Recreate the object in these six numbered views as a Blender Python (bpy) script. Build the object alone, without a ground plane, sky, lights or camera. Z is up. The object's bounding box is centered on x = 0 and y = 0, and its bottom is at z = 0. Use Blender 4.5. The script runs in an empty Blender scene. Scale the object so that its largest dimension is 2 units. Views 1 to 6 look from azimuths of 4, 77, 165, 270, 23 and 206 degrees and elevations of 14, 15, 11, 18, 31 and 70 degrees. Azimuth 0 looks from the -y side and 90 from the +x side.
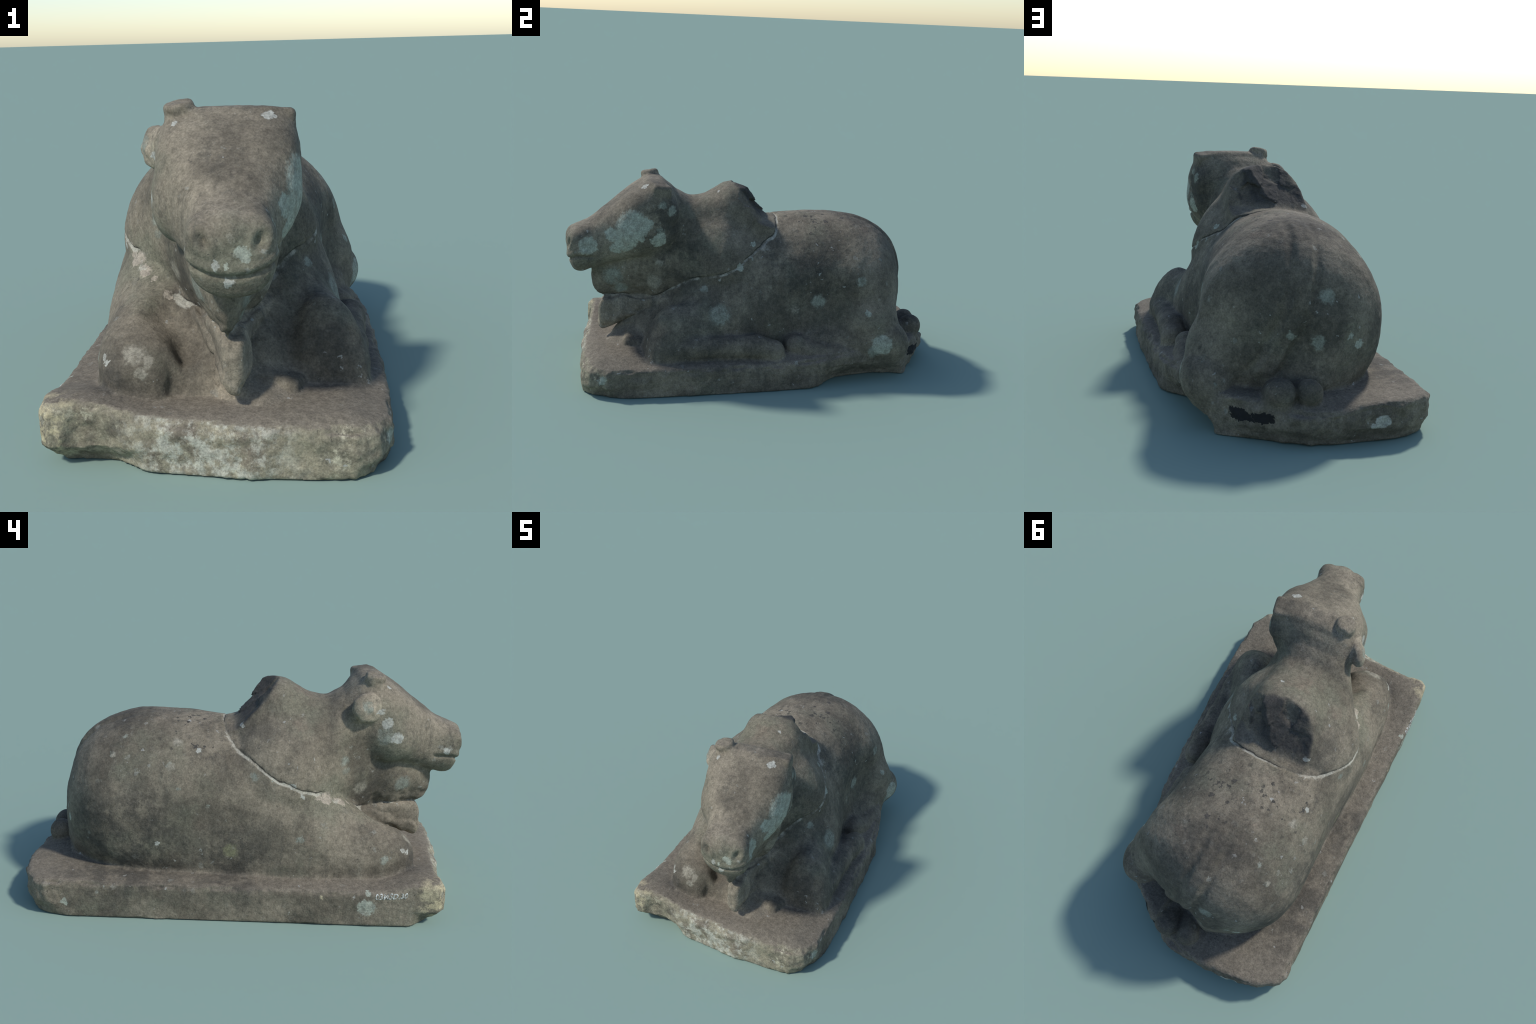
"""A weathered stone sculpture of a recumbent humped bull on a rough slab,
modelled as a set of implicit solids (lofted tubes, ellipsoids, slabs, capsules)
blended into one skin, polygonised, and split into its anatomical parts."""
import bpy, math
import numpy as np

RES = 0.0064                       # polygon size of the skin
f32 = np.float32

# ------------------------------------------------------------------ helpers
def pchip(xs, ys):
    """monotone cubic through control points -> callable on arrays"""
    xs = np.array(xs, float); ys = np.array(ys, float)
    o = np.argsort(xs); xs = xs[o]; ys = ys[o]
    h = np.diff(xs); d = np.diff(ys) / h
    m = np.zeros_like(xs)
    for i in range(1, len(xs) - 1):
        if d[i-1] * d[i] > 0:
            w1 = 2*h[i] + h[i-1]; w2 = h[i] + 2*h[i-1]
            m[i] = (w1 + w2) / (w1/d[i-1] + w2/d[i])
    m[0] = d[0]; m[-1] = d[-1]
    def ev(t):
        t = np.clip(t, xs[0], xs[-1])
        i = np.clip(np.searchsorted(xs, t) - 1, 0, len(xs) - 2)
        u = (t - xs[i]) / h[i]
        return (ys[i]*(2*u**3 - 3*u**2 + 1) + h[i]*m[i]*(u**3 - 2*u**2 + u)
                + ys[i+1]*(3*u**2 - 2*u**3) + h[i]*m[i+1]*(u**3 - u**2)).astype(f32)
    return ev

def lattice(ix, iy, iz, seed):
    n = (ix*374761393 + iy*668265263 + iz*2147483647 + seed*974634777) & 0xffffffff
    n = ((n ^ (n >> 13)) * 1274126177) & 0xffffffff
    n = ((n ^ (n >> 16)) * 2246822519) & 0xffffffff
    return ((n ^ (n >> 15)) & 0xffff).astype(f32) / 32767.5 - 1.0

def noise(p, scale, octaves=3, seed=0, gain=0.5):
    """value noise, about -1..1"""
    out = np.zeros(len(p), f32); amp = 1.0; tot = 0
    for o in range(octaves):
        q = p * scale + 17.3 * (o + 1); i = np.floor(q).astype(np.int64); u = (q - i).astype(f32)
        u = u*u*u*(u*(u*6 - 15) + 10)
        acc = 0
        for dx in (0, 1):
            for dy in (0, 1):
                for dz in (0, 1):
                    w = (u[:, 0] if dx else 1-u[:, 0]) * (u[:, 1] if dy else 1-u[:, 1]) * (u[:, 2] if dz else 1-u[:, 2])
                    acc = acc + w * lattice(i[:, 0]+dx, i[:, 1]+dy, i[:, 2]+dz, seed + o)
        out += amp * acc; tot += amp; amp *= gain; scale *= 2.03
    return out / tot

def smin(a, b, k):
    if k <= 0: return np.minimum(a, b)
    h = np.maximum(k - np.abs(a - b), 0) / k
    return np.minimum(a, b) - h*h*k*f32(0.25)

def smax(a, b, k): return -smin(-a, -b, k)

def sstep(a, b, t):
    u = np.clip((t - a) / (b - a), 0, 1); return u*u*(3 - 2*u)

def rot(rx=0, ry=0, rz=0):
    a, b, c = map(math.radians, (rx, ry, rz))
    X = np.array([[1, 0, 0], [0, math.cos(a), -math.sin(a)], [0, math.sin(a), math.cos(a)]])
    Y = np.array([[math.cos(b), 0, math.sin(b)], [0, 1, 0], [-math.sin(b), 0, math.cos(b)]])
    Z = np.array([[math.cos(c), -math.sin(c), 0], [math.sin(c), math.cos(c), 0], [0, 0, 1]])
    return Z @ Y @ X

# ------------------------------------------------------------------ solids
class Solid:
    """f(x,y,z): signed field, box: where it matters, tidy: rescale to unit slope"""
    def __init__(s, f, box, tidy=False): s.f, s.box, s.tidy = f, box, tidy
    def at(s, p):
        g = lambda q: s.f(q[:, 0], q[:, 1], q[:, 2]).astype(f32)
        v = g(p)
        if s.tidy:
            e = f32(2e-3); gr = 0
            for a in range(3):
                d = np.zeros(3, f32); d[a] = e; gr = gr + ((g(p + d) - v)/e)**2
            v = v / np.clip(np.sqrt(gr), 0.35, 6)
        return v

def ball(c, r, R=None):
    c = np.array(c, f32); r = np.array(r if np.ndim(r) else (r, r, r), f32)
    M = np.eye(3) if R is None else R
    def f(x, y, z):
        d = (x - c[0], y - c[1], z - c[2])
        q = [sum(f32(M[j, i]) * d[j] for j in range(3)) for i in range(3)]
        k0 = np.sqrt(sum((q[i]/r[i])**2 for i in range(3))) + f32(1e-6)
        k1 = np.sqrt(sum((q[i]/r[i]**2)**2 for i in range(3))) + f32(1e-6)
        return k0 * (k0 - 1) / k1
    m = float(r.max())
    return Solid(f, (c - m, c + m))

def slab(c, half, R=None, rnd=0.02):
    c = np.array(c, f32); h = np.array(half, f32) - rnd
    M = np.eye(3) if R is None else R
    def f(x, y, z):
        d = (x - c[0], y - c[1], z - c[2])
        q = [np.abs(sum(f32(M[j, i]) * d[j] for j in range(3))) - h[i] for i in range(3)]
        out = np.sqrt(sum(np.maximum(t, 0)**2 for t in q))
        return out + np.minimum(np.maximum(np.maximum(q[0], q[1]), q[2]), 0) - f32(rnd)
    m = float(np.linalg.norm(np.array(half)))
    return Solid(f, (c - m, c + m))

def limb(pts):
    """chain of tapered capsules; pts = (x, y, z, radius)"""
    pts = [np.array(p, f32) for p in pts]
    def f(x, y, z):
        best = None
        for a, b in zip(pts, pts[1:]):
            d = b[:3] - a[:3]; L = float(d @ d) + 1e-9
            t = np.clip(((x - a[0])*d[0] + (y - a[1])*d[1] + (z - a[2])*d[2]) / f32(L), 0, 1)
            v = np.sqrt((x - a[0] - t*d[0])**2 + (y - a[1] - t*d[1])**2 + (z - a[2] - t*d[2])**2) - (a[3] + t*(b[3] - a[3]))
            best = v if best is None else smin(best, v, f32(0.02))
        return best
    A = np.array(pts); m = A[:, 3].max()
    return Solid(f, (A[:, :3].min(0) - m, A[:, :3].max(0) + m))

def tube(rows, ptop=2.2, pbot=2.2, cap=.03, round_end=None):
    """loft along y. rows = (y, x_left, x_right, z_top, z_widest, z_bottom[, ptop[, ptop on the right]]);
    round_end: y where the far end closes like a dome"""
    rows = sorted(rows); A = np.array([r[:6] for r in rows])
    P = [r[6] if len(r) > 6 else ptop for r in rows]
    PR_ = [r[7] if len(r) > 7 else p for r, p in zip(rows, P)]
    key = (lambda y: y) if round_end is None else (lambda y: -np.sqrt(np.maximum(round_end - y, 0)))
    K = key(A[:, 0])
    XL, XR, ZT, ZC, ZB = (pchip(K, A[:, i]) for i in range(1, 6)); PT = pchip(K, P); PR = pchip(K, PR_)
    def f(x, y, z):
        k = key(y)
        xl, xr, zt, zc, zb, pt = XL(k), XR(k), ZT(k), ZC(k), ZB(k), PT(k)
        pr = PR(k)
        cx = (xl + xr)/2; w = np.maximum((xr - xl)/2, 2e-3)
        ht = np.maximum(zt - zc, 2e-3); hb = np.maximum(zc - zb, 2e-3)
        up = z > zc
        u = np.abs(x - cx)/w; v = np.abs(z - zc)/np.where(up, ht, hb); p = np.where(up, np.where(x > cx, pr, pt), f32(pbot))
        q = (u**p + v**p + f32(1e-9))**(1/p)
        ax = np.maximum(f32(rows[0][0]) - y, y - f32(rows[-1][0]))
        return smax((q - 1)*np.minimum(w, np.minimum(ht, hb)), ax.astype(f32), f32(cap))
    lo = np.array([A[:, 1].min(), A[0, 0], A[:, 5].min()], f32); hi = np.array([A[:, 2].max(), A[-1, 0], A[:, 3].max()], f32)
    return Solid(f, (lo, hi), tidy=True)

def drum(c, r, h, R=None, rnd=.01):
    """short cylinder"""
    c = np.array(c, f32); M = np.eye(3) if R is None else R
    def f(x, y, z):
        d = (x - c[0], y - c[1], z - c[2])
        q = [sum(f32(M[j, i]) * d[j] for j in range(3)) for i in range(3)]
        a = np.sqrt(q[0]**2 + q[1]**2) - f32(r - rnd); b = np.abs(q[2]) - f32(h - rnd)
        return np.sqrt(np.maximum(a, 0)**2 + np.maximum(b, 0)**2) + np.minimum(np.maximum(a, b), 0) - f32(rnd)
    m = math.hypot(r, h)
    return Solid(f, (c - f32(m), c + f32(m)))

# ------------------------------------------------------------------ the slab (plinth)
OUTLINE = [(-.516,-.79), (-.508,-.855), (-.478,-.882), (-.40,-.864), (-.24,-.885), (-.02,-.915), (.14,-.930), (.29,-.934), (.40,-.928),
           (.468,-.898), (.520,-.81), (.526,-.60), (.522,-.30), (.518,0.0), (.506,.18), (.49,.30), (.45,.46), (.425,.60), (.44,.695),
           (.368,.785), (.25,.865), (.14,.938), (.03,.985), (-.08,1.0), (-.20,.99), (-.31,.985), (-.40,.965), (-.475,.92), (-.506,.86),
           (-.510,.60), (-.512,.20), (-.517,-.25), (-.521,-.60)]

def polygon_field(x, y, pts):
    d = np.full(np.broadcast(x, y).shape, 1e9, f32); s = np.ones_like(d)
    n = len(pts)
    for i in range(n):
        (ax, ay), (bx, by) = pts[i], pts[i-1]
        ex, ey = f32(bx-ax), f32(by-ay); wx, wy = x - f32(ax), y - f32(ay)
        t = np.clip((wx*ex + wy*ey)/(ex*ex + ey*ey), 0, 1)
        d = np.minimum(d, (wx - ex*t)**2 + (wy - ey*t)**2)
        c1 = y >= ay; c2 = y < by; c3 = ex*wy > ey*wx
        flip = (c1 & c2 & c3) | (~c1 & ~c2 & ~c3)
        s = np.where(flip, -s, s)
    return s*np.sqrt(d)

def plinth_field(x, y, z):
    # the walls lean in a little towards the foot where the block was chipped
    under = .09*sstep(.115, .0, z)*sstep(.20, .40, y)*sstep(.80, .66, y)*sstep(.0, .3, x)
    nick = .065*sstep(.075, .0, z)*sstep(-.15, -.32, x)*sstep(-.72, -.82, y) + .03*sstep(.06, .0, z)*sstep(-.7, -.85, y)*sstep(.35, .5, x)
    rear = .03*sstep(.08, 0, z)*sstep(.75, .9, y)
    side = polygon_field(x, y, OUTLINE) + under + nick + rear
    top = f32(.168) - .024*sstep(.36, .53, x)*sstep(.5, .0, y) - .022*sstep(-.84, -.96, y) - .035*sstep(.85, 1.0, y)*sstep(-.25, 0, x) \
        - .008*sstep(-.40, -.50, x)*sstep(.8, .5, y) + .042*sstep(-.12, -.44, x)*sstep(-.58, -.80, y)
    return smax(smax(side.astype(f32), (z - top).astype(f32), f32(.035)), -z, f32(.006))

plinth = Solid(plinth_field, (np.array([-.55, -1., -.02], f32), np.array([.55, 1.02, .22], f32)))

# ------------------------------------------------------------------ the bull
torso = tube([
    # y     xl     xr    top   mid   bottom
    (.842, -.06, -.06,  .42, .41, .20), (.833, -.12, .005, .47, .41, .18), (.815, -.175, .072, .535, .41, .16, 2.05),
    (.79, -.235, .15, .612, .40, .12, 2.05, 2.0), (.74, -.30, .262, .689, .40, .10, 2.05, 2.0), (.68, -.352, .352, .742, .40, .07, 2.1, 2.0), (.60, -.384, .408, .781, .39, .04, 2.1, 2.0),
    (.50, -.398, .408, .811, .38, -.01, 2.1, 2.0), (.40, -.400, .382, .817, .38, -.04, 2.2, 2.0), (.30, -.398, .358, .816, .38, -.08, 2.3, 2.08), (.15, -.396, .338, .805, .37, -.14, 2.3, 2.0),
    (.02, -.396, .325, .785, .36, -.2, 2.35, 2.05), (-.10, -.396, .345, .745, .34, -.2, 2.25, 2.05), (-.20, -.396, .355, .695, .31, -.2, 2.15, 2.0),
    (-.32, -.395, .335, .62, .26, -.2, 2.1), (-.40, -.375, .32, .545, .24, -.2), (-.48, -.29, .25, .465, .22, -.2), (-.54, -.23, .22, .40, .20, -.2), (-.60, -.155, .20, .345, .18, -.2),
    (-.66, -.125, .15, .29, .16, -.2), (-.70, -.14, .09, .25, .15, -.2), (-.73, -.10, .03, .19, .14, -.2)], 2.12, 2.4, cap=.0, round_end=.842)
under_tail = ball((.09, .865, .33), (.11, .085, .17))
TAIL = [(-.016, .50, .81), (-.010, .62, .785), (.005, .73, .71), (.022, .795, .62), (.045, .815, .52), (.085, .79, .40), (.14, .75, .28), (.19, .72, .18)]
flank_hollow = ball((.505, .27, .41), (.172, .27, .17))
hip = limb([(.18, .55, .36, .16), (.31, .585, .29, .14), (.378, .645, .215, .105)])

def broken_back(f0, f_cut):
    return lambda x, y, z: smax(f0(x, y, z), f_cut(x, y, z), f32(.006))
neck = tube([
    (.14, -.26, .17, .745, .5, .3), (.06, -.32, .225, .80, .5, .3, 2.0, 1.8), (.0, -.352, .26, .855, .53, .2, 1.85, 1.5), (-.06, -.365, .285, .89, .54, .2, 1.8, 1.5),
    (-.12, -.374, .302, .905, .54, .2, 1.8, 1.55), (-.20, -.37, .305, .895, .54, .2, 1.85, 1.85), (-.28, -.34, .280, .888, .54, .2, 2.0, 1.9),
    (-.35, -.285, .225, .895, .54, .24, 2.2, 2.1), (-.42, -.228, .185, .935, .60, .34, 2.7, 2.8), (-.48, -.185, .175, .972, .65, .33, 2.8), (-.54, -.155, .195, .95, .66, .34, 2.8), (-.60, -.11, .16, .85, .66, .38, 2.8)], 1.8, 2.0)
hump = tube([
    (.08, -.20, .16, .83, .74, .40), (.0, -.208, .165, .94, .74, .40), (-.06, -.208, .165, .974, .74, .40), (-.11, -.205, .165, .984, .74, .40), (-.16, -.195, .165, .978, .74, .42),
    (-.22, -.178, .155, .946, .74, .45), (-.28, -.165, .142, .915, .74, .48), (-.35, -.155, .135, .902, .74, .50), (-.42, -.15, .13, .925, .75, .55), (-.47, -.13, .14, .95, .76, .6)], 2.7, 2.0)
# the fracture: flat facets around seeds (x, z, set-back, slope in x, slope in z)
FACETS = [(-.13, .93, .000, -.16, .05), (-.06, .95, .012, .22, -.10), (.03, .94, -.006, -.25, .08), (.11, .91, .004, .18, .12), (.15, .84, -.008, .05, -.10),
          (.06, .86, .010, -.20, .05), (-.03, .87, -.004, .10, .18), (-.10, .85, .008, -.12, -.12), (-.17, .85, -.004, .20, .10), (.00, .81, .006, .00, .25)]
def hump_break(x, y, z):
    # two slanting faces meeting in a rib; the cut fades out below the back line
    rib = x - (.045 + .55*(z - .95))
    foot = .035 - 1.2*np.maximum(np.abs(x + .01) - .08, 0)**2
    lean = (y - foot)*.78 + (z - .83)*.62
    best = None; off = 0
    for sx, sz, a, bx, bz in FACETS:
        d2 = (x - sx)**2 + (z - sz)**2; o = a + bx*(x - sx) + bz*(z - sz)
        if best is None: best, off = d2, o
        else: off = np.where(d2 < best, o, off); best = np.minimum(best, d2)
    return (lean + .026 + .30*np.maximum(x - .05, 0) - .026*np.exp(-np.abs(rib)/.04) + np.clip(off, -.014, .014)
            - 1.5*np.maximum(.80 + .1*np.minimum(x, .0) - z, 0)).astype(f32)
hump.f = broken_back(hump.f, hump_break)
throat = tube([
    (-.40, -.18, .17, .68, .55, .34), (-.46, -.16, .16, .68, .56, .34), (-.52, -.145, .165, .68, .58, .345), (-.60, -.12, .155, .68, .58, .365),
    (-.70, -.075, .135, .66, .56, .375), (-.78, -.03, .112, .63, .54, .385), (-.84, .006, .086, .60, .50, .398), (-.878, .028, .066, .58, .50, .425)], 2.4, 1.5)

head = tube([
    (-.43, -.15, .195, .92, .80, .66, 3.0), (-.48, -.170, .232, .985, .80, .63, 3.4), (-.52, -.165, .248, 1.014, .80, .62, 3.9), (-.57, -.172, .257, 1.016, .79, .612, 3.9),
    (-.63, -.172, .257, .986, .78, .605, 3.7), (-.70, -.150, .247, .942, .76, .595, 3.4), (-.76, -.120, .222, .897, .74, .582), (-.82, -.080, .198, .852, .71, .566),
    (-.88, -.052, .184, .808, .68, .548), (-.93, -.046, .195, .785, .66, .537), (-.96, -.042, .194, .773, .66, .545), (-.985, -.030, .178, .758, .67, .572),
    (-.997, -.022, .170, .745, .675, .59)], 3.0, 2.3, cap=.055)
cheek_l = ball((-.108, -.645, .745), (.072, .115, .115))
cheek_r = ball((.180, -.645, .775), (.070, .108, .092))
wing_l = ball((.006, -.950, .705), (.047, .045, .050))
wing_r = ball((.144, -.944, .70), (.047, .042, .050))

nose_tip = ball((.075, -.955, .728), (.055, .045, .045))
horn_l = drum((-.101, -.560, .993), .047, .038, rot(6, -10, 0), .016)
horn_r = slab((.186, -.535, .977), (.052, .048, .030), rot(-6, 4, 10), .018)
ear = ball((-.192, -.520, .895), (.029, .068, .062), rot(0, 8, 28))
ear_scar = ball((.212, -.49, .865), (.028, .045, .055))
ear_hollow = ball((-.238, -.548, .905), (.018, .028, .030), rot(0, 8, 30))

fore_l = tube([
    (.25, -.30, -.12, .30, .25, -.1), (.05, -.36, -.12, .42, .28, -.1), (-.10, -.388, -.12, .50, .28, -.1), (-.25, -.396, -.10, .52, .27, -.1, 1.9), (-.40, -.398, -.08, .475, .24, -.1, 1.7, 2.0), (-.50, -.402, -.07, .436, .22, -.1, 1.7, 1.9), (-.58, -.392, -.11, .396, .22, -.1, 1.9, 1.8),
    (-.65, -.378, -.125, .360, .22, -.1, 2.2), (-.70, -.358, -.12, .335, .22, -.1, 2.5), (-.73, -.343, -.14, .308, .21, -.1), (-.752, -.322, -.155, .285, .20, -.1), (-.766, -.305, -.17, .268, .19, -.1)], 2.6, 3.0, cap=.015)
valley = ball((-.165, -.605, .41), (.055, .065, .055))
fore_r = tube([
    (.09, .10, .27, .40, .28, -.1), (.03, .10, .335, .46, .28, -.1), (-.10, .12, .370, .485, .27, -.1), (-.20, .14, .382, .46, .25, -.1), (-.30, .16, .398, .415, .21, -.1), (-.40, .18, .435, .405, .18, -.1), (-.48, .185, .458, .410, .17, -.1), (-.54, .195, .464, .380, .165, -.1),
    (-.58, .21, .462, .330, .16, -.1), (-.605, .235, .445, .275, .155, -.1), (-.62, .255, .425, .215, .15, -.1)], 1.9, 3.0, cap=.015)
shank_fr = limb([(.40, -.52, .200, .066), (.405, -.38, .205, .060), (.41, -.20, .205, .056), (.415, -.06, .205, .060), (.422, .03, .180, .060)])
hock = limb([(.30, .17, .175, .078), (.31, .26, .18, .080), (.325, .42, .19, .085), (.36, .58, .20, .095), (.385, .68, .185, .095)])
hind_hoof = limb([(.375, .165, .190, .060), (.395, .22, .165, .050), (.41, .40, .145, .048)])
toe_a = limb([(.13, .80, .17, .05), (.130, .886, .19, .062)])
toe_b = limb([(.05, .80, .17, .04), (.014, .893, .192, .054)])
wedge = tube([
    (-.46, -.16, .18, .43, .39, .35), (-.54, -.105, .14, .398, .36, .325), (-.62, -.055, .105, .393, .33, .29), (-.70, -.018, .100, .390, .31, .255),
    (-.78, .010, .106, .386, .30, .222), (-.82, .022, .098, .380, .29, .207), (-.846, .030, .090, .365, .28, .22)], 4.0, 2.2, cap=.03)
keel = tube([
    (-.46, -.16, .19, .38, .2, .0), (-.55, -.115, .145, .345, .2, .0), (-.62, -.075, .125, .31, .18, .0), (-.69, -.035, .112, .27, .16, .0), (-.74, .0, .10, .225, .14, .0), (-.775, .03, .09, .18, .12, .0)], 2.6, 3.0, cap=.03)
mound = ball((.125, -.705, .160), (.080, .085, .042))
fore_hoof = slab((.195, -.625, .172), (.062, .085, .034), rot(-8, 8, -14), .02)

# name, solid, blending radius (negative: hollowed out), belongs to
BODY = [(torso, 0, "torso"), (flank_hollow, -.10, "torso"), (hip, .05, "hindlimb"), (under_tail, -.06, "torso"), (fore_l, .06, "forelimb"), (valley, -.05, "forelimb"), (fore_r, .05, "forelimb"), (shank_fr, .02, "foreleg"),
        (hock, .03, "hindlimb"), (hind_hoof, .02, "hoof"), (toe_a, .012, "hoof"), (toe_b, .012, "hoof"), (keel, .02, "dewlap"), (wedge, .006, "dewlap"),
        (neck, .012, "neck"), (hump, .03, "hump"), (throat, .02, "neck"), (head, .025, "head"), (cheek_l, .03, "head"), (cheek_r, .03, "head"), (wing_l, .02, "muzzle"), (wing_r, .02, "muzzle"), (nose_tip, .02, "muzzle"),
        (horn_l, .012, "horn"), (horn_r, .015, "horn"), (ear, .045, "ear"), (ear_scar, .03, "head"), (mound, .05, "plinth"), (fore_hoof, .04, "hoof")]

# the head and hump broke off once and were set back: height of the mend along y
MEND_Y = [-.90, -.84, -.76, -.66, -.60, -.56, -.52, -.47, -.40, -.35, -.25, -.20, -.14, -.09, -.04, .05, .09, .115, .14]
MEND_Z = [.412, .404, .394, .390, .388, .390, .407, .447, .492, .527, .554, .572, .603, .635, .662, .722, .765, .81, .93]
mend_height = pchip(MEND_Y, MEND_Z)

# carved or broken away: solid, rounding, grow
CUTS = [(ear_hollow, .012),
        (slab((.338, -.73, .165), (.022, .012, .012), rot(0, 0, 10), .008), .006)]

def carve(F, x, y, z):
    return F

# ------------------------------------------------------------------ polygonise
lo = np.array([-.60, -1.06, -.03], f32); hi = np.array([.60, 1.06, 1.12], f32)
N = np.ceil((hi - lo)/RES).astype(int)
AX = [(lo[i] + RES*np.arange(N[i])).astype(f32) for i in range(3)]
F = np.full(N, 9.0, f32)

def window(box, pad):
    a = [max(0, int((box[0][i] - pad - lo[i])/RES)) for i in range(3)]
    b = [min(N[i], int((box[1][i] + pad - lo[i])/RES) + 2) for i in range(3)]
    sl = tuple(slice(a[i], b[i]) for i in range(3))
    return sl, AX[0][sl[0]][:, None, None], AX[1][sl[1]][None, :, None], AX[2][sl[2]][None, None, :]

def on_grid(s, pad):
    sl, x, y, z = window(s.box, pad)
    v = np.ascontiguousarray(np.broadcast_to(s.f(x, y, z), [len(x), y.shape[1], z.shape[2]]), dtype=f32)
    if s.tidy:
        g = np.gradient(v, RES); v = v / np.clip(np.sqrt(g[0]**2 + g[1]**2 + g[2]**2), 0.35, 6)
    return sl, v

for s, k, part in BODY:
    sl, v = on_grid(s, max(.04, abs(k) + .02)); F[sl] = smin(F[sl], v, f32(k)) if k >= 0 else smax(F[sl], -v, f32(-k))
for s, k in CUTS:
    sl, v = on_grid(s, .04); F[sl] = smax(F[sl], -v, f32(k))
sl, v = on_grid(plinth, .05); F[sl] = smin(F[sl], v, f32(.022))
sl, x, y, z = window((lo, hi), 0)
F = np.maximum(F, -z).astype(f32)          # flat foot

def surface_nets(F):
    S = F < 0
    occ = np.zeros([n - 1 for n in F.shape], np.uint8)
    for dx in (0, 1):
        for dy in (0, 1):
            for dz in (0, 1):
                occ += S[dx:F.shape[0]-1+dx, dy:F.shape[1]-1+dy, dz:F.shape[2]-1+dz]
    cell = np.argwhere((occ > 0) & (occ < 8)).astype(np.int64)
    idx = np.full(occ.shape, -1, np.int64); idx[tuple(cell.T)] = np.arange(len(cell))
    acc = np.zeros((len(cell), 3)); cnt = np.zeros(len(cell))
    corner = [(i, j, k) for i in (0, 1) for j in (0, 1) for k in (0, 1)]
    val = {c: F[cell[:, 0]+c[0], cell[:, 1]+c[1], cell[:, 2]+c[2]] for c in corner}
    for c in corner:
        for a in range(3):
            if c[a] == 0:
                e = list(c); e[a] = 1; e = tuple(e)
                va, vb = val[c], val[e]; m = (va < 0) != (vb < 0)
                t = va[m]/(va[m] - vb[m]); p = np.tile(np.array(c, float), (m.sum(), 1)); p[:, a] = t
                acc[m] += p; cnt[m] += 1
    V = lo + RES*(cell + acc/cnt[:, None])
    quads = []
    for a in range(3):
        b, c = (a+1) % 3, (a+2) % 3
        sh = [slice(None)]*3; s0 = list(sh); s1 = list(sh); s0[a] = slice(0, -1); s1[a] = slice(1, None)
        A, B = S[tuple(s0)], S[tuple(s1)]
        e = np.argwhere(A != B); e = e[(e[:, b] > 0) & (e[:, c] > 0)]
        flip = A[tuple(e.T)]
        def at(db, dc):
            q = e.copy(); q[:, b] -= db; q[:, c] -= dc; return idx[tuple(q.T)]
        q = np.stack([at(1, 1), at(0, 1), at(0, 0), at(1, 0)], 1)
        q[~flip] = q[~flip][:, ::-1]; quads.append(q)
    return V.astype(f32), np.vstack(quads)

def sample(F, p):
    q = (p - lo)/RES; i = np.clip(np.floor(q).astype(int), 0, np.array(F.shape) - 2); u = (q - i).astype(f32); out = 0
    for c in [(i_, j, k) for i_ in (0, 1) for j in (0, 1) for k in (0, 1)]:
        w = np.prod([u[:, a] if c[a] else 1 - u[:, a] for a in range(3)], axis=0)
        out = out + w*F[i[:, 0]+c[0], i[:, 1]+c[1], i[:, 2]+c[2]]
    return out

def field_gradient(p):
    e = f32(RES*.75)
    return np.stack([(sample(F, p + e*np.eye(3, dtype=f32)[a]) - sample(F, p - e*np.eye(3, dtype=f32)[a]))/(2*e) for a in range(3)], 1)

V, Q = surface_nets(F)
for _ in range(2):
    g = field_gradient(V); V = V - (sample(F, V)/np.maximum((g*g).sum(1), .05))[:, None]*g*.9
def face_area_normals(V, Q):
    return np.cross(V[Q[:, 2]] - V[Q[:, 0]], V[Q[:, 3]] - V[Q[:, 1]])
def vertex_normals(V, Q):
    n = face_area_normals(V, Q); out = np.zeros_like(V)
    for c in range(4): np.add.at(out, Q[:, c], n)
    return out/np.maximum(np.linalg.norm(out, axis=1, keepdims=True), 1e-9)
nrm = vertex_normals(V, Q)

# ------------------------------------------------------------------ relief of the worn stone
on_plinth = plinth.at(V)
wall = sstep(.6, .2, np.abs(nrm[:, 2])) * sstep(.012, .0, np.abs(on_plinth)) * sstep(.20, .16, V[:, 2])
hewn = wall*np.where(V[:, 0] < -.45, .35, 1.0)
d = .0030*noise(V, 11, 3, 1) + .0010*noise(V, 55, 2, 2)
d += hewn*(.014*noise(V, 7, 2, 5) + .007*noise(V, 21, 2, 6) + .003*noise(V, 60, 2, 7))
edge = sstep(.2, .6, np.abs(nrm[:, 2]))*sstep(.97, .75, np.abs(nrm[:, 2]))*sstep(.012, .0, np.abs(on_plinth))
d -= edge*(.016*np.maximum(noise(V, 13, 3, 11) - .05, 0) + .004*noise(V, 50, 2, 12))
d += wall*sstep(.74, .84, V[:, 1])*(.016*noise(V, 8, 2, 15) + .006*noise(V, 30, 2, 16))
mend = V[:, 2] - mend_height(V[:, 1]) + .004*np.sin(V[:, 0]*23 + V[:, 1]*31) + .0025*np.sin(V[:, 0]*67 - V[:, 1]*53)
slope = np.sqrt(1 + ((mend_height(V[:, 1] + .004) - mend_height(V[:, 1] - .004))/.008)**2)
md = mend/slope
near_neck = sstep(.03, .015, np.abs(V[:, 0] - .01) - np.interp(V[:, 1], [-.9, -.52, -.46, -.40, -.33, -.2], [.13, .15, .185, .235, .30, .5]))
d -= .006*np.exp(-(md/.0055)**2) * (V[:, 2] > .3) * (V[:, 1] < .15) * near_neck
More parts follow.
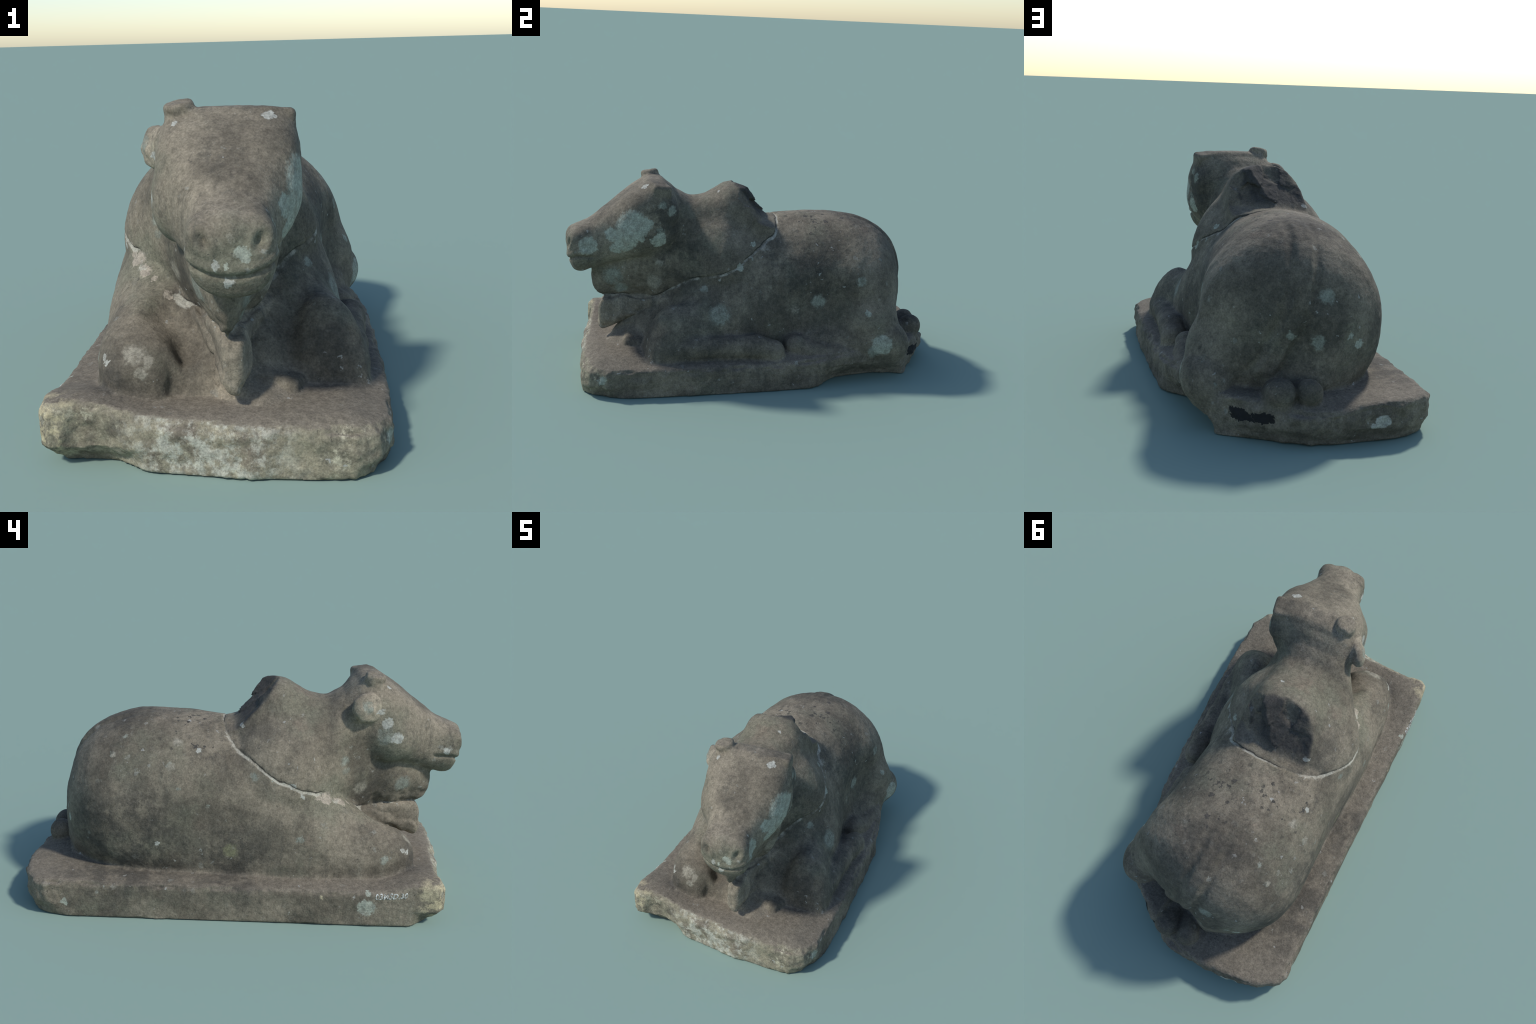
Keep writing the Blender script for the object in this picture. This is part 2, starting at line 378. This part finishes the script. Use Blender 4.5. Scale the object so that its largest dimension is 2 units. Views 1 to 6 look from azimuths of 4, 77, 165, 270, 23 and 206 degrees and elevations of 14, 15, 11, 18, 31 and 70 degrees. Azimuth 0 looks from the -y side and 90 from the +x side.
# tail: a low rib hanging down the rump between two shallow grooves
tp = np.array(TAIL, f32); tt = np.linspace(0, len(tp) - 1, 29)
tp = np.stack([np.interp(tt, np.arange(len(tp)), tp[:, a]) for a in range(3)], 1).astype(f32)
skin = V[V[:, 1] > .35]
tp = np.array([skin[((skin - p)**2).sum(1).argmin()] for p in tp], f32)
td = np.full(len(V), 9., f32)
for a, b in zip(tp, tp[1:]):
    e = b - a; t = np.clip(((V - a) @ e)/(e @ e), 0, 1); td = np.minimum(td, np.linalg.norm(V - a - t[:, None]*e, axis=1))
rear = sstep(.45, .62, V[:, 1]) * sstep(.20, .26, V[:, 2])
soft = rear*(.55 + .45*sstep(.66, .76, V[:, 1]))
d += soft*(.013*sstep(.046, .022, td) - .009*np.exp(-((td - .056)/.015)**2))
fb = hump_break(V[:, 0], V[:, 1], V[:, 2]); on_hump = sstep(.012, .004, np.abs(fb))*(V[:, 2] > .82)*(V[:, 1] < .12)
d += on_hump*.0035*noise(V, 40, 3, 22)
# the broken throat is split into ragged ledges
ragged = np.minimum(wedge.at(V), keel.at(V)); ragged = sstep(.012, .002, np.abs(ragged))*(V[:, 1] < -.52)*(V[:, 2] > .19)
flake = (V[:, 0]*1.0 + V[:, 2]*.34 + V[:, 1]*.20)*np.where(V[:, 0] < .03, 26, 9) + .9*noise(V, 6, 2, 41); flake -= np.floor(flake)
d += ragged*(.012*(flake - .5) - .008*sstep(.90, .98, flake) + .004*noise(V, 18, 2, 42))
under = sstep(.014, .002, np.abs(throat.at(V)))*sstep(.50, .44, V[:, 2])*(V[:, 1] < -.50)
d += under*(.010*noise(V, 22, 2, 43))
# mouth line and worn nostrils
lip = .604 + .036*((V[:, 0] - .076)/.125)**2
on_snout = sstep(-.845, -.895, V[:, 1])*(V[:, 2] > .555)*(V[:, 2] < .68)
d += on_snout*(-.012*np.exp(-((V[:, 2] - lip)/.0065)**2) + .005*np.exp(-((V[:, 2] - lip - .022)/.014)**2))
for nx, nz, tilt in ((.006, .706, -.25), (.156, .703, .15)):
    u = (V[:, 0] - nx) - tilt*(V[:, 2] - nz); v = V[:, 2] - nz
    d -= .017*np.exp(-(u/.012)**2 - (v/.019)**2)*(V[:, 1] < -.93)
    d += .005*np.exp(-((np.hypot(u, v*.7) - .026)/.010)**2)*(V[:, 1] < -.93)
chipped = np.maximum(sstep(.02, .0, np.abs(ear.at(V)))*(V[:, 0] < -.15), sstep(.012, .0, np.abs(horn_l.at(V)))*(V[:, 2] > .985))
d += chipped*(.007*noise(V, 30, 2, 31))
d[V[:, 2] < .002] = 0
V = V + nrm*d[:, None]
V[:, 2] = np.maximum(V[:, 2], 0)
nrm = vertex_normals(V, Q)

# ------------------------------------------------------------------ materials
# lichen colonies and smears: centre and size of each
LICHEN = {
    'grey_green': [(0.254, -0.682, 0.801, 0.090), (0.250, -0.714, 0.726, 0.066), (0.214, -0.780, 0.757, 0.040), (0.259, -0.617, 0.816, 0.046), (0.185, -0.895, 0.694, 0.055), (0.217, -0.761, 0.679, 0.037), (0.250, -0.545, 0.729, 0.046), (0.263, -0.639, 0.744, 0.023), (0.236, -0.660, 0.659, 0.018), (0.287, -0.135, 0.593, 0.023), (0.215, -0.048, 0.699, 0.017), (0.415, 0.533, 0.365, 0.024), (0.390, 0.470, 0.427, 0.010), (0.477, 0.600, 0.211, 0.062), (0.259, -0.063, 0.629, 0.008), (0.527, -0.848, 0.096, 0.036), (0.109, -1.000, 0.672, 0.027), (0.066, -1.000, 0.636, 0.010), (-0.532, -0.538, 0.089, 0.043), (-0.515, -0.545, 0.151, 0.019), (-0.512, 0.780, 0.067, 0.018), (-0.355, -0.116, 0.604, 0.014), (-0.215, 0.794, 0.355, 0.023), (-0.172, 0.817, 0.391, 0.016)],
    'faint': [(0.252, -0.538, 0.780, 0.023), (0.245, -0.617, 0.673, 0.017), (0.248, -0.531, 0.910, 0.026), (0.239, -0.480, 0.881, 0.033), (0.110, -0.768, 0.506, 0.065), (0.090, -0.725, 0.439, 0.049), (0.269, -0.315, 0.477, 0.024), (0.315, 0.287, 0.408, 0.048), (0.377, 0.499, 0.528, 0.031), (0.457, 0.564, 0.169, 0.042), (0.455, -0.308, 0.147, 0.015), (0.351, -0.243, 0.361, 0.067), (-0.227, -0.528, 0.905, 0.037), (-0.183, -0.618, 0.765, 0.050), (-0.183, -0.456, 0.715, 0.021), (-0.206, -0.429, 0.650, 0.032), (-0.197, -0.441, 0.607, 0.024), (-0.047, -0.732, 0.500, 0.053), (-0.378, -0.622, 0.252, 0.023), (-0.340, -0.034, 0.608, 0.028), (-0.322, 0.694, 0.297, 0.010), (-0.377, 0.290, 0.558, 0.011), (-0.389, 0.160, 0.485, 0.013), (-0.405, -0.243, 0.349, 0.020), (0.070, 0.800, 0.398, 0.023), (-0.029, 0.842, 0.377, 0.039), (-0.071, 0.813, 0.555, 0.041), (0.111, 0.777, 0.348, 0.013), (0.415, 0.733, 0.302, 0.026), (0.361, 0.785, 0.204, 0.018), (-0.219, 0.540, 0.741, 0.013), (-0.270, 0.591, 0.677, 0.015), (-0.336, 0.333, 0.650, 0.018)],
    'tan': [(0.202, -0.531, 0.600, 0.030), (0.164, -0.565, 0.485, 0.058), (0.213, 0.009, 0.675, 0.031), (0.300, 0.158, 0.366, 0.038), (-0.244, -0.733, 0.305, 0.045), (-0.222, -0.760, 0.254, 0.022), (-0.208, -0.744, 0.282, 0.025), (0.080, -1.000, 0.715, 0.013), (-0.140, -0.524, 0.508, 0.045), (-0.340, 0.326, 0.645, 0.023), (-0.275, 0.586, 0.674, 0.015), (-0.265, 0.304, 0.737, 0.029)],
    'white': [(-0.331, -0.728, 0.277, 0.011), (0.037, -1.000, 0.636, 0.015), (0.073, -0.986, 0.593, 0.017), (0.167, -0.612, 0.992, 0.023), (-0.114, -0.625, 0.974, 0.013), (0.073, -0.978, 0.759, 0.006), (-0.181, -0.668, 0.758, 0.032), (-0.175, -0.624, 0.825, 0.029), (-0.187, -0.587, 0.874, 0.020), (-0.048, -0.920, 0.665, 0.019), (-0.396, 0.384, 0.305, 0.013), (-0.342, -0.709, 0.282, 0.013), (-0.356, -0.206, 0.578, 0.017), (-0.291, 0.211, 0.705, 0.013), (-0.347, -0.246, 0.535, 0.014), (-0.265, 0.990, 0.089, 0.037), (-0.222, 0.988, 0.074, 0.018), (-0.284, 0.211, 0.713, 0.012), (0.049, -0.218, 0.941, 0.010), (-0.197, 0.020, 0.805, 0.015)],  # the entry at (0.073, -0.978, 0.759) paints the nose-tip highlight
    'mortar': [(-0.311, -0.316, 0.515, 0.020), (-0.262, -0.405, 0.489, 0.019), (-0.222, -0.459, 0.465, 0.017), (-0.172, -0.512, 0.422, 0.017), (-0.292, -0.356, 0.504, 0.035), (-0.258, -0.423, 0.480, 0.026), (-0.321, -0.293, 0.535, 0.017)],
    'ochre': [(-0.527, -0.344, 0.132, 0.017), (-0.526, -0.812, 0.161, 0.049), (-0.530, -0.795, 0.078, 0.020)],
    'moss': [(-0.395, 0.060, 0.283, 0.043)],
}

BAKED_SHADE = [((-.40, .52, .32), .42, .75), ((-.40, .05, .25), .30, .65), ((.33, .22, .52), .36, .8), ((.25, -.50, .84), .20, .85), ((.22, -.42, .62), .22, .8),
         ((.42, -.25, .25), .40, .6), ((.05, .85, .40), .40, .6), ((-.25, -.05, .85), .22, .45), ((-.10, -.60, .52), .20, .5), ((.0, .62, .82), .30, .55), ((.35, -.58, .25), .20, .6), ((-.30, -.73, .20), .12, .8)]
LICHEN_COLOUR = {'grey_green': (.31, .325, .265), 'white': (.36, .36, .315), 'faint': (.21, .22, .18), 'tan': (.25, .23, .18),
                 'mortar': (.31, .272, .215), 'ochre': (.34, .30, .20), 'moss': (.17, .165, .10)}

class Nodes:
    """small helper to write shader maths as expressions"""
    def __init__(s, m):
        m.use_nodes = True; s.t = m.node_tree; s.n = s.t.nodes; s.l = s.t.links
        s.bsdf = s.n["Principled BSDF"]
        s.pos = s.n.new("ShaderNodeTexCoord").outputs["Object"]
    def put(s, sock, v):
        if isinstance(v, bpy.types.NodeSocket): s.l.new(v, sock)
        elif isinstance(v, tuple) and sock.type == "RGBA": sock.default_value = (*v[:3], 1)
        else: sock.default_value = v
    def math(s, op, a, b=0.0, c=0.0, clamp=False):
        n = s.n.new("ShaderNodeMath"); n.operation = op; n.use_clamp = clamp
        for i, v in enumerate((a, b, c)): s.put(n.inputs[i], v)
        return n.outputs[0]
    def vec(s, op, a, b=None, scale=None):
        n = s.n.new("ShaderNodeVectorMath"); n.operation = op; s.put(n.inputs[0], a)
        if b is not None: s.put(n.inputs[1], b)
        if scale is not None: n.inputs["Scale"].default_value = scale
        return n.outputs["Value"] if op in ("DISTANCE", "LENGTH", "DOT_PRODUCT") else n.outputs[0]
    def noise(s, scale, detail=2.0, rough=.5, at=None, colour=False, off=0.0):
        n = s.n.new("ShaderNodeTexNoise"); p = at or s.pos
        if off: p = s.vec("ADD", p, (off, off*.7, -off))
        s.l.new(p, n.inputs["Vector"]); n.inputs["Scale"].default_value = scale; n.inputs["Detail"].default_value = detail; n.inputs["Roughness"].default_value = rough
        return n.outputs["Color" if colour else "Fac"]
    def ramp(s, x, a, b, lo=0.0, hi=1.0, smooth=True):
        n = s.n.new("ShaderNodeMapRange"); n.interpolation_type = "SMOOTHSTEP" if smooth else "LINEAR"; s.put(n.inputs[0], x)
        for i, v in zip((1, 2, 3, 4), (a, b, lo, hi)): n.inputs[i].default_value = v
        return n.outputs[0]
    def mix(s, f, a, b, mode="MIX"):
        n = s.n.new("ShaderNodeMix"); n.data_type = "RGBA"; n.blend_type = mode
        s.put(n.inputs[0], f); s.put(n.inputs[6], a); s.put(n.inputs[7], b)
        return n.outputs[2]
    def curve(s, x, xs, ys):
        """piecewise curve y(x)"""
        x0, x1, y0, y1 = min(xs), max(xs), min(ys), max(ys)
        n = s.n.new("ShaderNodeFloatCurve"); s.put(n.inputs["Value"], s.ramp(x, x0, x1, smooth=False))
        c = n.mapping.curves[0]
        for i, (a, b) in enumerate(zip(xs, ys)):
            u, v = (a - x0)/(x1 - x0), (b - y0)/(y1 - y0)
            if i == 0: c.points[0].location = (u, v)
            elif i == len(xs) - 1: c.points[len(c.points) - 1].location = (u, v)
            else: c.points.new(u, v)
        n.mapping.update()
        return s.math("MULTIPLY_ADD", n.outputs[0], y1 - y0, y0)
    def xyz(s, v=None):
        n = s.n.new("ShaderNodeSeparateXYZ"); s.l.new(v or s.pos, n.inputs[0]); return n.outputs[0], n.outputs[1], n.outputs[2]
    def dots(s, scale, chance, size, off=0.0):
        """round spots of varied size in random Voronoi cells -> 0..1"""
        n = s.n.new("ShaderNodeTexVoronoi"); s.put(n.inputs["Vector"], s.vec("ADD", s.warp, (off, off*.3, off*.8))); n.inputs["Scale"].default_value = scale
        r = s.xyz(n.outputs["Color"])
        rad = s.math("MULTIPLY", s.math("GREATER_THAN", r[0], 1 - chance), s.math("MULTIPLY_ADD", r[1], size*.75, size*.25))
        return s.math("SMOOTH_MIN", s.math("MULTIPLY", s.math("SUBTRACT", rad, n.outputs["Distance"]), 14.0), 1.0, .1, clamp=True)

def stone_material(name, patches, tone=1.0, slab=False, mended=False, broken=0.0):
    m = bpy.data.materials.new(name); N = Nodes(m)
    x, y, z = N.xyz()
    wob = N.vec("SUBTRACT", N.noise(22, 2, colour=True), (.5, .5, .5)); fine = N.vec("SUBTRACT", N.noise(85, 3, colour=True), (.5, .5, .5))
    N.warp = N.vec("ADD", N.pos, N.vec("ADD", N.vec("SCALE", wob, scale=.032), N.vec("SCALE", fine, scale=.030)))
    # body of the stone: brown-grey with dark crust, green-grey bloom, grain
    c = N.mix(N.ramp(N.noise(4.5, 4, .6), .36, .66), (.106*tone, .092*tone, .069*tone), (.200*tone, .173*tone, .128*tone))
    c = N.mix(N.ramp(N.noise(3.1, 5, .6, off=3.0), .50, .72, 0, .7), c, (.150*tone, .148*tone, .106*tone))
    c = N.mix(N.ramp(N.noise(2.3, 4, .65, off=7.0), .56, .76, 0, .6), c, (.064*tone, .060*tone, .049*tone))
    c = N.mix(N.ramp(N.noise(9.0, 5, .7, off=11.0), .58, .80, 0, .55), c, (.248*tone, .222*tone, .162*tone))
    c = N.mix(N.ramp(N.noise(6.0, 3, .6, off=15.0), .62, .78, 0, .5), c, (.176*tone, .138*tone, .103*tone))
    # faint rain streaks down the sides
    mp = N.vec("MULTIPLY", N.warp, (1.0, 1.0, .10))
    c = N.mix(N.math("MULTIPLY", N.ramp(N.noise(26, 4, .65, at=mp, off=5.0), .50, .68, 0, .5), N.ramp(N.noise(3, 2, off=9.0), .38, .58)), c, (.068*tone, .064*tone, .052*tone))
    c = N.mix(N.math("MULTIPLY", N.ramp(N.noise(30, 4, .65, at=mp, off=35.0), .54, .72, 0, .4), N.ramp(N.noise(3, 2, off=39.0), .42, .6)), c, (.215*tone, .20*tone, .155*tone))
    if slab:
        nrm_ = N.n.new("ShaderNodeNewGeometry").outputs["Normal"]; nx, ny, nz = N.xyz(nrm_)
        dust = N.ramp(N.math("MULTIPLY_ADD", N.noise(12, 3), .3, nz), .72, .98)
        c = N.mix(N.math("MULTIPLY", dust, .85), c, N.mix(N.noise(18, 4, .6), (.128, .111, .086), (.200, .174, .133)))
        front = N.math("MULTIPLY", N.ramp(ny, -.25, -.65), N.ramp(y, -.78, -.86))
        c = N.mix(N.math("MULTIPLY", front, N.ramp(N.noise(11, 6, .72, off=21.0), .36, .58, 0, .9)), c, (.245, .222, .155))
        c = N.mix(N.math("MULTIPLY", front, N.ramp(N.noise(16, 7, .75, off=27.0), .54, .66)), c, (.36, .335, .245))
        crust = N.math("MULTIPLY", front, N.ramp(N.vec("DISTANCE", N.pos, (-.02, -.93, .05)), .34, .10))
        c = N.mix(N.math("MULTIPLY", crust, N.ramp(N.noise(19, 7, .75, off=31.0), .44, .60, 0, .9)), c, (.40, .395, .325))
        c = N.mix(N.math("MULTIPLY", N.ramp(N.vec("DISTANCE", N.pos, (-.50, -.86, .13)), .15, .05), N.ramp(N.noise(24, 5, .7, off=33.0), .45, .60)), c, (.40, .35, .225))
    # colour darkened in mottled patches for the shade on flanks, neck and legs
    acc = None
    for p, r, k in BAKED_SHADE:
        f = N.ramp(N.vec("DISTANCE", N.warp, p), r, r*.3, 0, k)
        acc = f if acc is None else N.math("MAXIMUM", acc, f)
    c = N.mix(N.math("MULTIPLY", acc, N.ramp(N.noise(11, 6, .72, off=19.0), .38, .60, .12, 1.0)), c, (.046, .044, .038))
    # pale lichen specks and dark pits
    c = N.mix(N.math("MULTIPLY", N.dots(24, .16, .40, 2.0), N.ramp(N.noise(5, 3, off=41.0), .46, .66, 0, .6)), c, (.25, .25, .215))
    c = N.mix(N.math("MULTIPLY", N.dots(46, .12, .36, 5.0), N.ramp(N.noise(4, 2, off=44.0), .45, .6, 0, .8)), c, (.30, .30, .27))
    back = N.math("MAXIMUM", N.ramp(N.vec("DISTANCE", N.warp, (-.20, .24, .77)), .22, .08, 0, .95), N.math("MAXIMUM", N.ramp(N.vec("DISTANCE", N.warp, (.12, .36, .81)), .30, .10, 0, .8), N.ramp(N.vec("DISTANCE", N.warp, (-.27, -.02, .70)), .07, .03, 0, .8)))
    pits = N.math("MULTIPLY", N.dots(30, .55, .42, 9.0), back)
    pits = N.math("MAXIMUM", pits, N.math("MULTIPLY", N.dots(70, .5, .36, 13.0), N.ramp(N.noise(4.5, 4, .6, off=51.0), .50, .66, 0, .6)))
    c = N.mix(pits, c, (.050, .047, .042))
    # lichen colonies
    relief = None
    for kind in ('faint', 'moss', 'tan', 'mortar', 'ochre', 'grey_green', 'white'):
        acc = None
        for px, py, pz, r in patches.get(kind, ()):
            d = N.math("MULTIPLY_ADD", N.vec("DISTANCE", N.warp, (px, py, pz)), -1/r, 1.0)
            acc = d if acc is None else N.math("MAXIMUM", acc, d)
        if acc is None: continue
        col = LICHEN_COLOUR[kind]
        col = N.mix(N.noise(48, 4, .7, off=61.0), tuple(v*.62 for v in col), tuple(min(v*1.3, .62) for v in col))
        soft = .5 if kind in ('faint', 'moss', 'tan') else .24
        f = N.math("MULTIPLY", N.ramp(acc, .0, soft), N.ramp(N.noise(30, 5, .7, off=66.0), .34, .54, .35 if kind in ('faint', 'tan', 'mortar') else .55, 1.0))
        c = N.mix(f, c, col)
    if mended:
        h = N.curve(y, MEND_Y, MEND_Z)
        w = N.math("MULTIPLY_ADD", N.math("SINE", N.math("ADD", N.math("MULTIPLY", x, 23.0), N.math("MULTIPLY", y, 31.0))), .004, N.math("SUBTRACT", z, h))
        w = N.math("MULTIPLY_ADD", N.math("SINE", N.math("SUBTRACT", N.math("MULTIPLY", x, 67.0), N.math("MULTIPLY", y, 53.0))), .0025, w)
        md = N.math("MULTIPLY", w, N.ramp(y, -.05, .11, .9, .55))
        md = N.math("MULTIPLY_ADD", N.math("SUBTRACT", N.noise(40, 3, off=71.0), .5), .012, md)
        above = N.ramp(z, .33, .40)
        line = N.math("MULTIPLY", N.ramp(N.math("ABSOLUTE", N.math("ADD", md, .005)), 0.0075, .0025), N.ramp(N.noise(8, 4, .65, off=74.0), .40, .58))
        c = N.mix(N.math("MULTIPLY", N.math("MULTIPLY", line, above), .85), c, (.36, .345, .285))
        gap = N.math("MULTIPLY", N.ramp(N.math("ABSOLUTE", N.math("SUBTRACT", md, .003)), .004, .0015), N.ramp(N.noise(7, 2, off=77.0), .44, .56))
        c = N.mix(N.math("MULTIPLY", N.math("MULTIPLY", gap, above), .8), c, (.028, .026, .023))
    if broken:
        # dark fracture behind the hump, its own shading blackened into the colour
        lean = N.math("ADD", N.math("MULTIPLY_ADD", y, .78, -.0273), N.math("MULTIPLY_ADD", z, .62, -.5146))
        f = N.math("MULTIPLY", N.ramp(N.math("MULTIPLY_ADD", N.noise(20, 3), .03, lean), -.028, -.008), N.ramp(z, .79, .835))
        c = N.mix(N.math("MULTIPLY", f, broken), c, N.mix(N.noise(24, 4, .7), (.022, .022, .022), (.060, .058, .054)))
    grain = N.math("MULTIPLY", N.ramp(N.noise(150, 3, .7), .25, .75, .66, 1.36, smooth=False), N.ramp(N.noise(48, 4, .65, off=81.0), .32, .68, .77, 1.23, smooth=False))
    c = N.mix(1.0, c, grain, "MULTIPLY")
    if slab:
        # black-painted oblong on the rear face, with a scratch
        along = N.vec("DOT_PRODUCT", N.vec("SUBTRACT", N.warp, (.245, .88, .101)), (-.84, .54, 0.0))
        e = N.math("MAXIMUM", N.math("MULTIPLY", N.math("ABSOLUTE", along), 1/.092), N.math("MULTIPLY", N.math("ABSOLUTE", N.math("SUBTRACT", N.xyz(N.warp)[2], .101)), 1/.021))
        paint = N.math("MULTIPLY", N.ramp(e, 1.06, .96), N.ramp(y, .74, .78))
        paint = N.math("MULTIPLY", paint, N.ramp(N.math("ABSOLUTE", N.math("ADD", along, N.math("MULTIPLY_ADD", z, .55, -.062))), -.0005, .002, .35, 1.0))
        c = N.mix(N.math("MULTIPLY", paint, .93), c, (.010, .011, .013))
    N.put(N.bsdf.inputs["Base Color"], c)
    N.bsdf.inputs["Roughness"].default_value = .88; N.bsdf.inputs["Specular IOR Level"].default_value = .25
    b = N.n.new("ShaderNodeBump"); b.inputs["Strength"].default_value = .75; b.inputs["Distance"].default_value = .004
    hgt = N.math("ADD", N.math("MULTIPLY", N.noise(120, 4, .65), .55), N.math("MULTIPLY", N.noise(38, 3, .6, off=91.0), .8))
    hgt = N.math("MULTIPLY_ADD", pits, -.6, hgt)
    N.put(b.inputs["Height"], hgt); N.put(N.bsdf.inputs["Normal"], b.outputs[0])
    return m

# ------------------------------------------------------------------ parts
C = V[Q].mean(1)
names = ["plinth"] + [b[2] for b in BODY]
dist = np.stack([plinth.at(C) + .002] + [s.at(C) if k >= 0 else np.full(len(C), 9., f32) for s, k, p in BODY])
who = np.array(names)[dist.argmin(0)]
tail_dist = td[Q].mean(1)
who[(who == "torso") & (tail_dist < .045) & (C[:, 1] > .5) & (C[:, 2] > .22)] = "tail"
# neck and torso part company along the mend
cm = C[:, 2] - mend_height(C[:, 1])
who[(who == "torso") & (cm > 0) & (C[:, 2] > .36)] = "neck"
who[((who == "neck") | (who == "hump")) & (cm < 0)] = "torso"
who[(who == "hump") & (C[:, 1] < -.32)] = "neck"
side = np.where(C[:, 0] < .06, 0, 1)

root = bpy.data.objects.new("bull_statue", None); bpy.context.collection.objects.link(root)
root["label"] = "weathered grey stone bull lying on a rough slab"
root["category"] = "stone sculpture"
TONE = {"dewlap": 1.25, "ear": 1.45, "head": 1.10, "muzzle": 1.10, "horn": 1.10, "neck": 1.0}
def add_part(name, mask, parent):
    f = Q[mask]
    if not len(f): return None
    used, inv = np.unique(f, return_inverse=True)
    P = V[used]; near = {}
    for kind, rows in LICHEN.items():
        near[kind] = [r for r in rows if np.min(np.linalg.norm(P - np.array(r[:3], f32), axis=1)) < r[3]*1.15]
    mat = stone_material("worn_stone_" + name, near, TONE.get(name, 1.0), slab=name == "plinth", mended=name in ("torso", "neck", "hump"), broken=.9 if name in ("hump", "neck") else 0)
    me = bpy.data.meshes.new(name)
    me.from_pydata(P.tolist(), [], inv.reshape(f.shape).tolist())
    me.polygons.foreach_set("use_smooth", np.ones(len(f), bool))
    me.update()
    me.normals_split_custom_set_from_vertices(nrm[used].tolist())
    me.materials.append(mat)
    o = bpy.data.objects.new(name, me); bpy.context.collection.objects.link(o); o.parent = parent
    return o

made = {}
for part in sorted(set(who)):
    sel = who == part
    if part in ("forelimb", "horn", "hoof"):
        for k in (0, 1): made[part, k] = add_part(part, sel & (side == k), root)
    else:
        made[part] = add_part(part, sel, root)

# ------------------------------------------------------------------ the inventory number brushed on the slab
cu = bpy.data.curves.new("painted_number", "FONT"); cu.body = "03MSD.30"; cu.size = .040; cu.space_character = 1.02; cu.shear = .18; cu.offset = .0006; cu.resolution_u = 3
tmp = bpy.data.objects.new("painted_number", cu); bpy.context.collection.objects.link(tmp)
bpy.context.view_layer.update()
me = bpy.data.meshes.new_from_object(tmp.evaluated_get(bpy.context.evaluated_depsgraph_get()))
bpy.data.objects.remove(tmp); bpy.data.curves.remove(cu)
import bmesh
bm = bmesh.new(); bm.from_mesh(me)
bmesh.ops.subdivide_edges(bm, edges=[e for e in bm.edges if e.calc_length() > .004], cuts=2)
bmesh.ops.triangulate(bm, faces=bm.faces)
wallv = V[(V[:, 0] < -.48) & (V[:, 1] < -.45) & (V[:, 1] > -.80) & (V[:, 2] > .09) & (V[:, 2] < .185)]
length = max(v.co.x for v in bm.verts)
front_verts = list(bm.verts)
for v in front_verts:
    u, h = v.co.x/length, v.co.y
    yy = -.572 - .142*u; zz = .128 + .010*u + h*.82 + .0012*math.sin(u*40)
    dd = np.hypot(wallv[:, 1] - yy, wallv[:, 2] - zz); k = np.argsort(dd)[:6]; w = 1/(dd[k] + 1e-4)
    v.co = (float((wallv[k, 0]*w).sum()/w.sum()) - .0016, yy, zz)
ext = bmesh.ops.extrude_face_region(bm, geom=bm.faces[:])
for v in [g for g in ext["geom"] if isinstance(g, bmesh.types.BMVert)]: v.co.x += .006
bmesh.ops.recalc_face_normals(bm, faces=bm.faces)
bm.to_mesh(me); bm.free(); me.name = "painted_number"
pm = bpy.data.materials.new("chalky_white_paint"); PN = Nodes(pm)
PN.put(PN.bsdf.inputs["Base Color"], PN.mix(PN.ramp(PN.noise(90, 3, .6), .38, .62), (.20, .20, .17), (.58, .60, .56)))
PN.bsdf.inputs["Roughness"].default_value = .9
me.materials.clear(); me.materials.append(pm)
num = bpy.data.objects.new("painted_number", me); bpy.context.collection.objects.link(num); num.parent = made["plinth"]
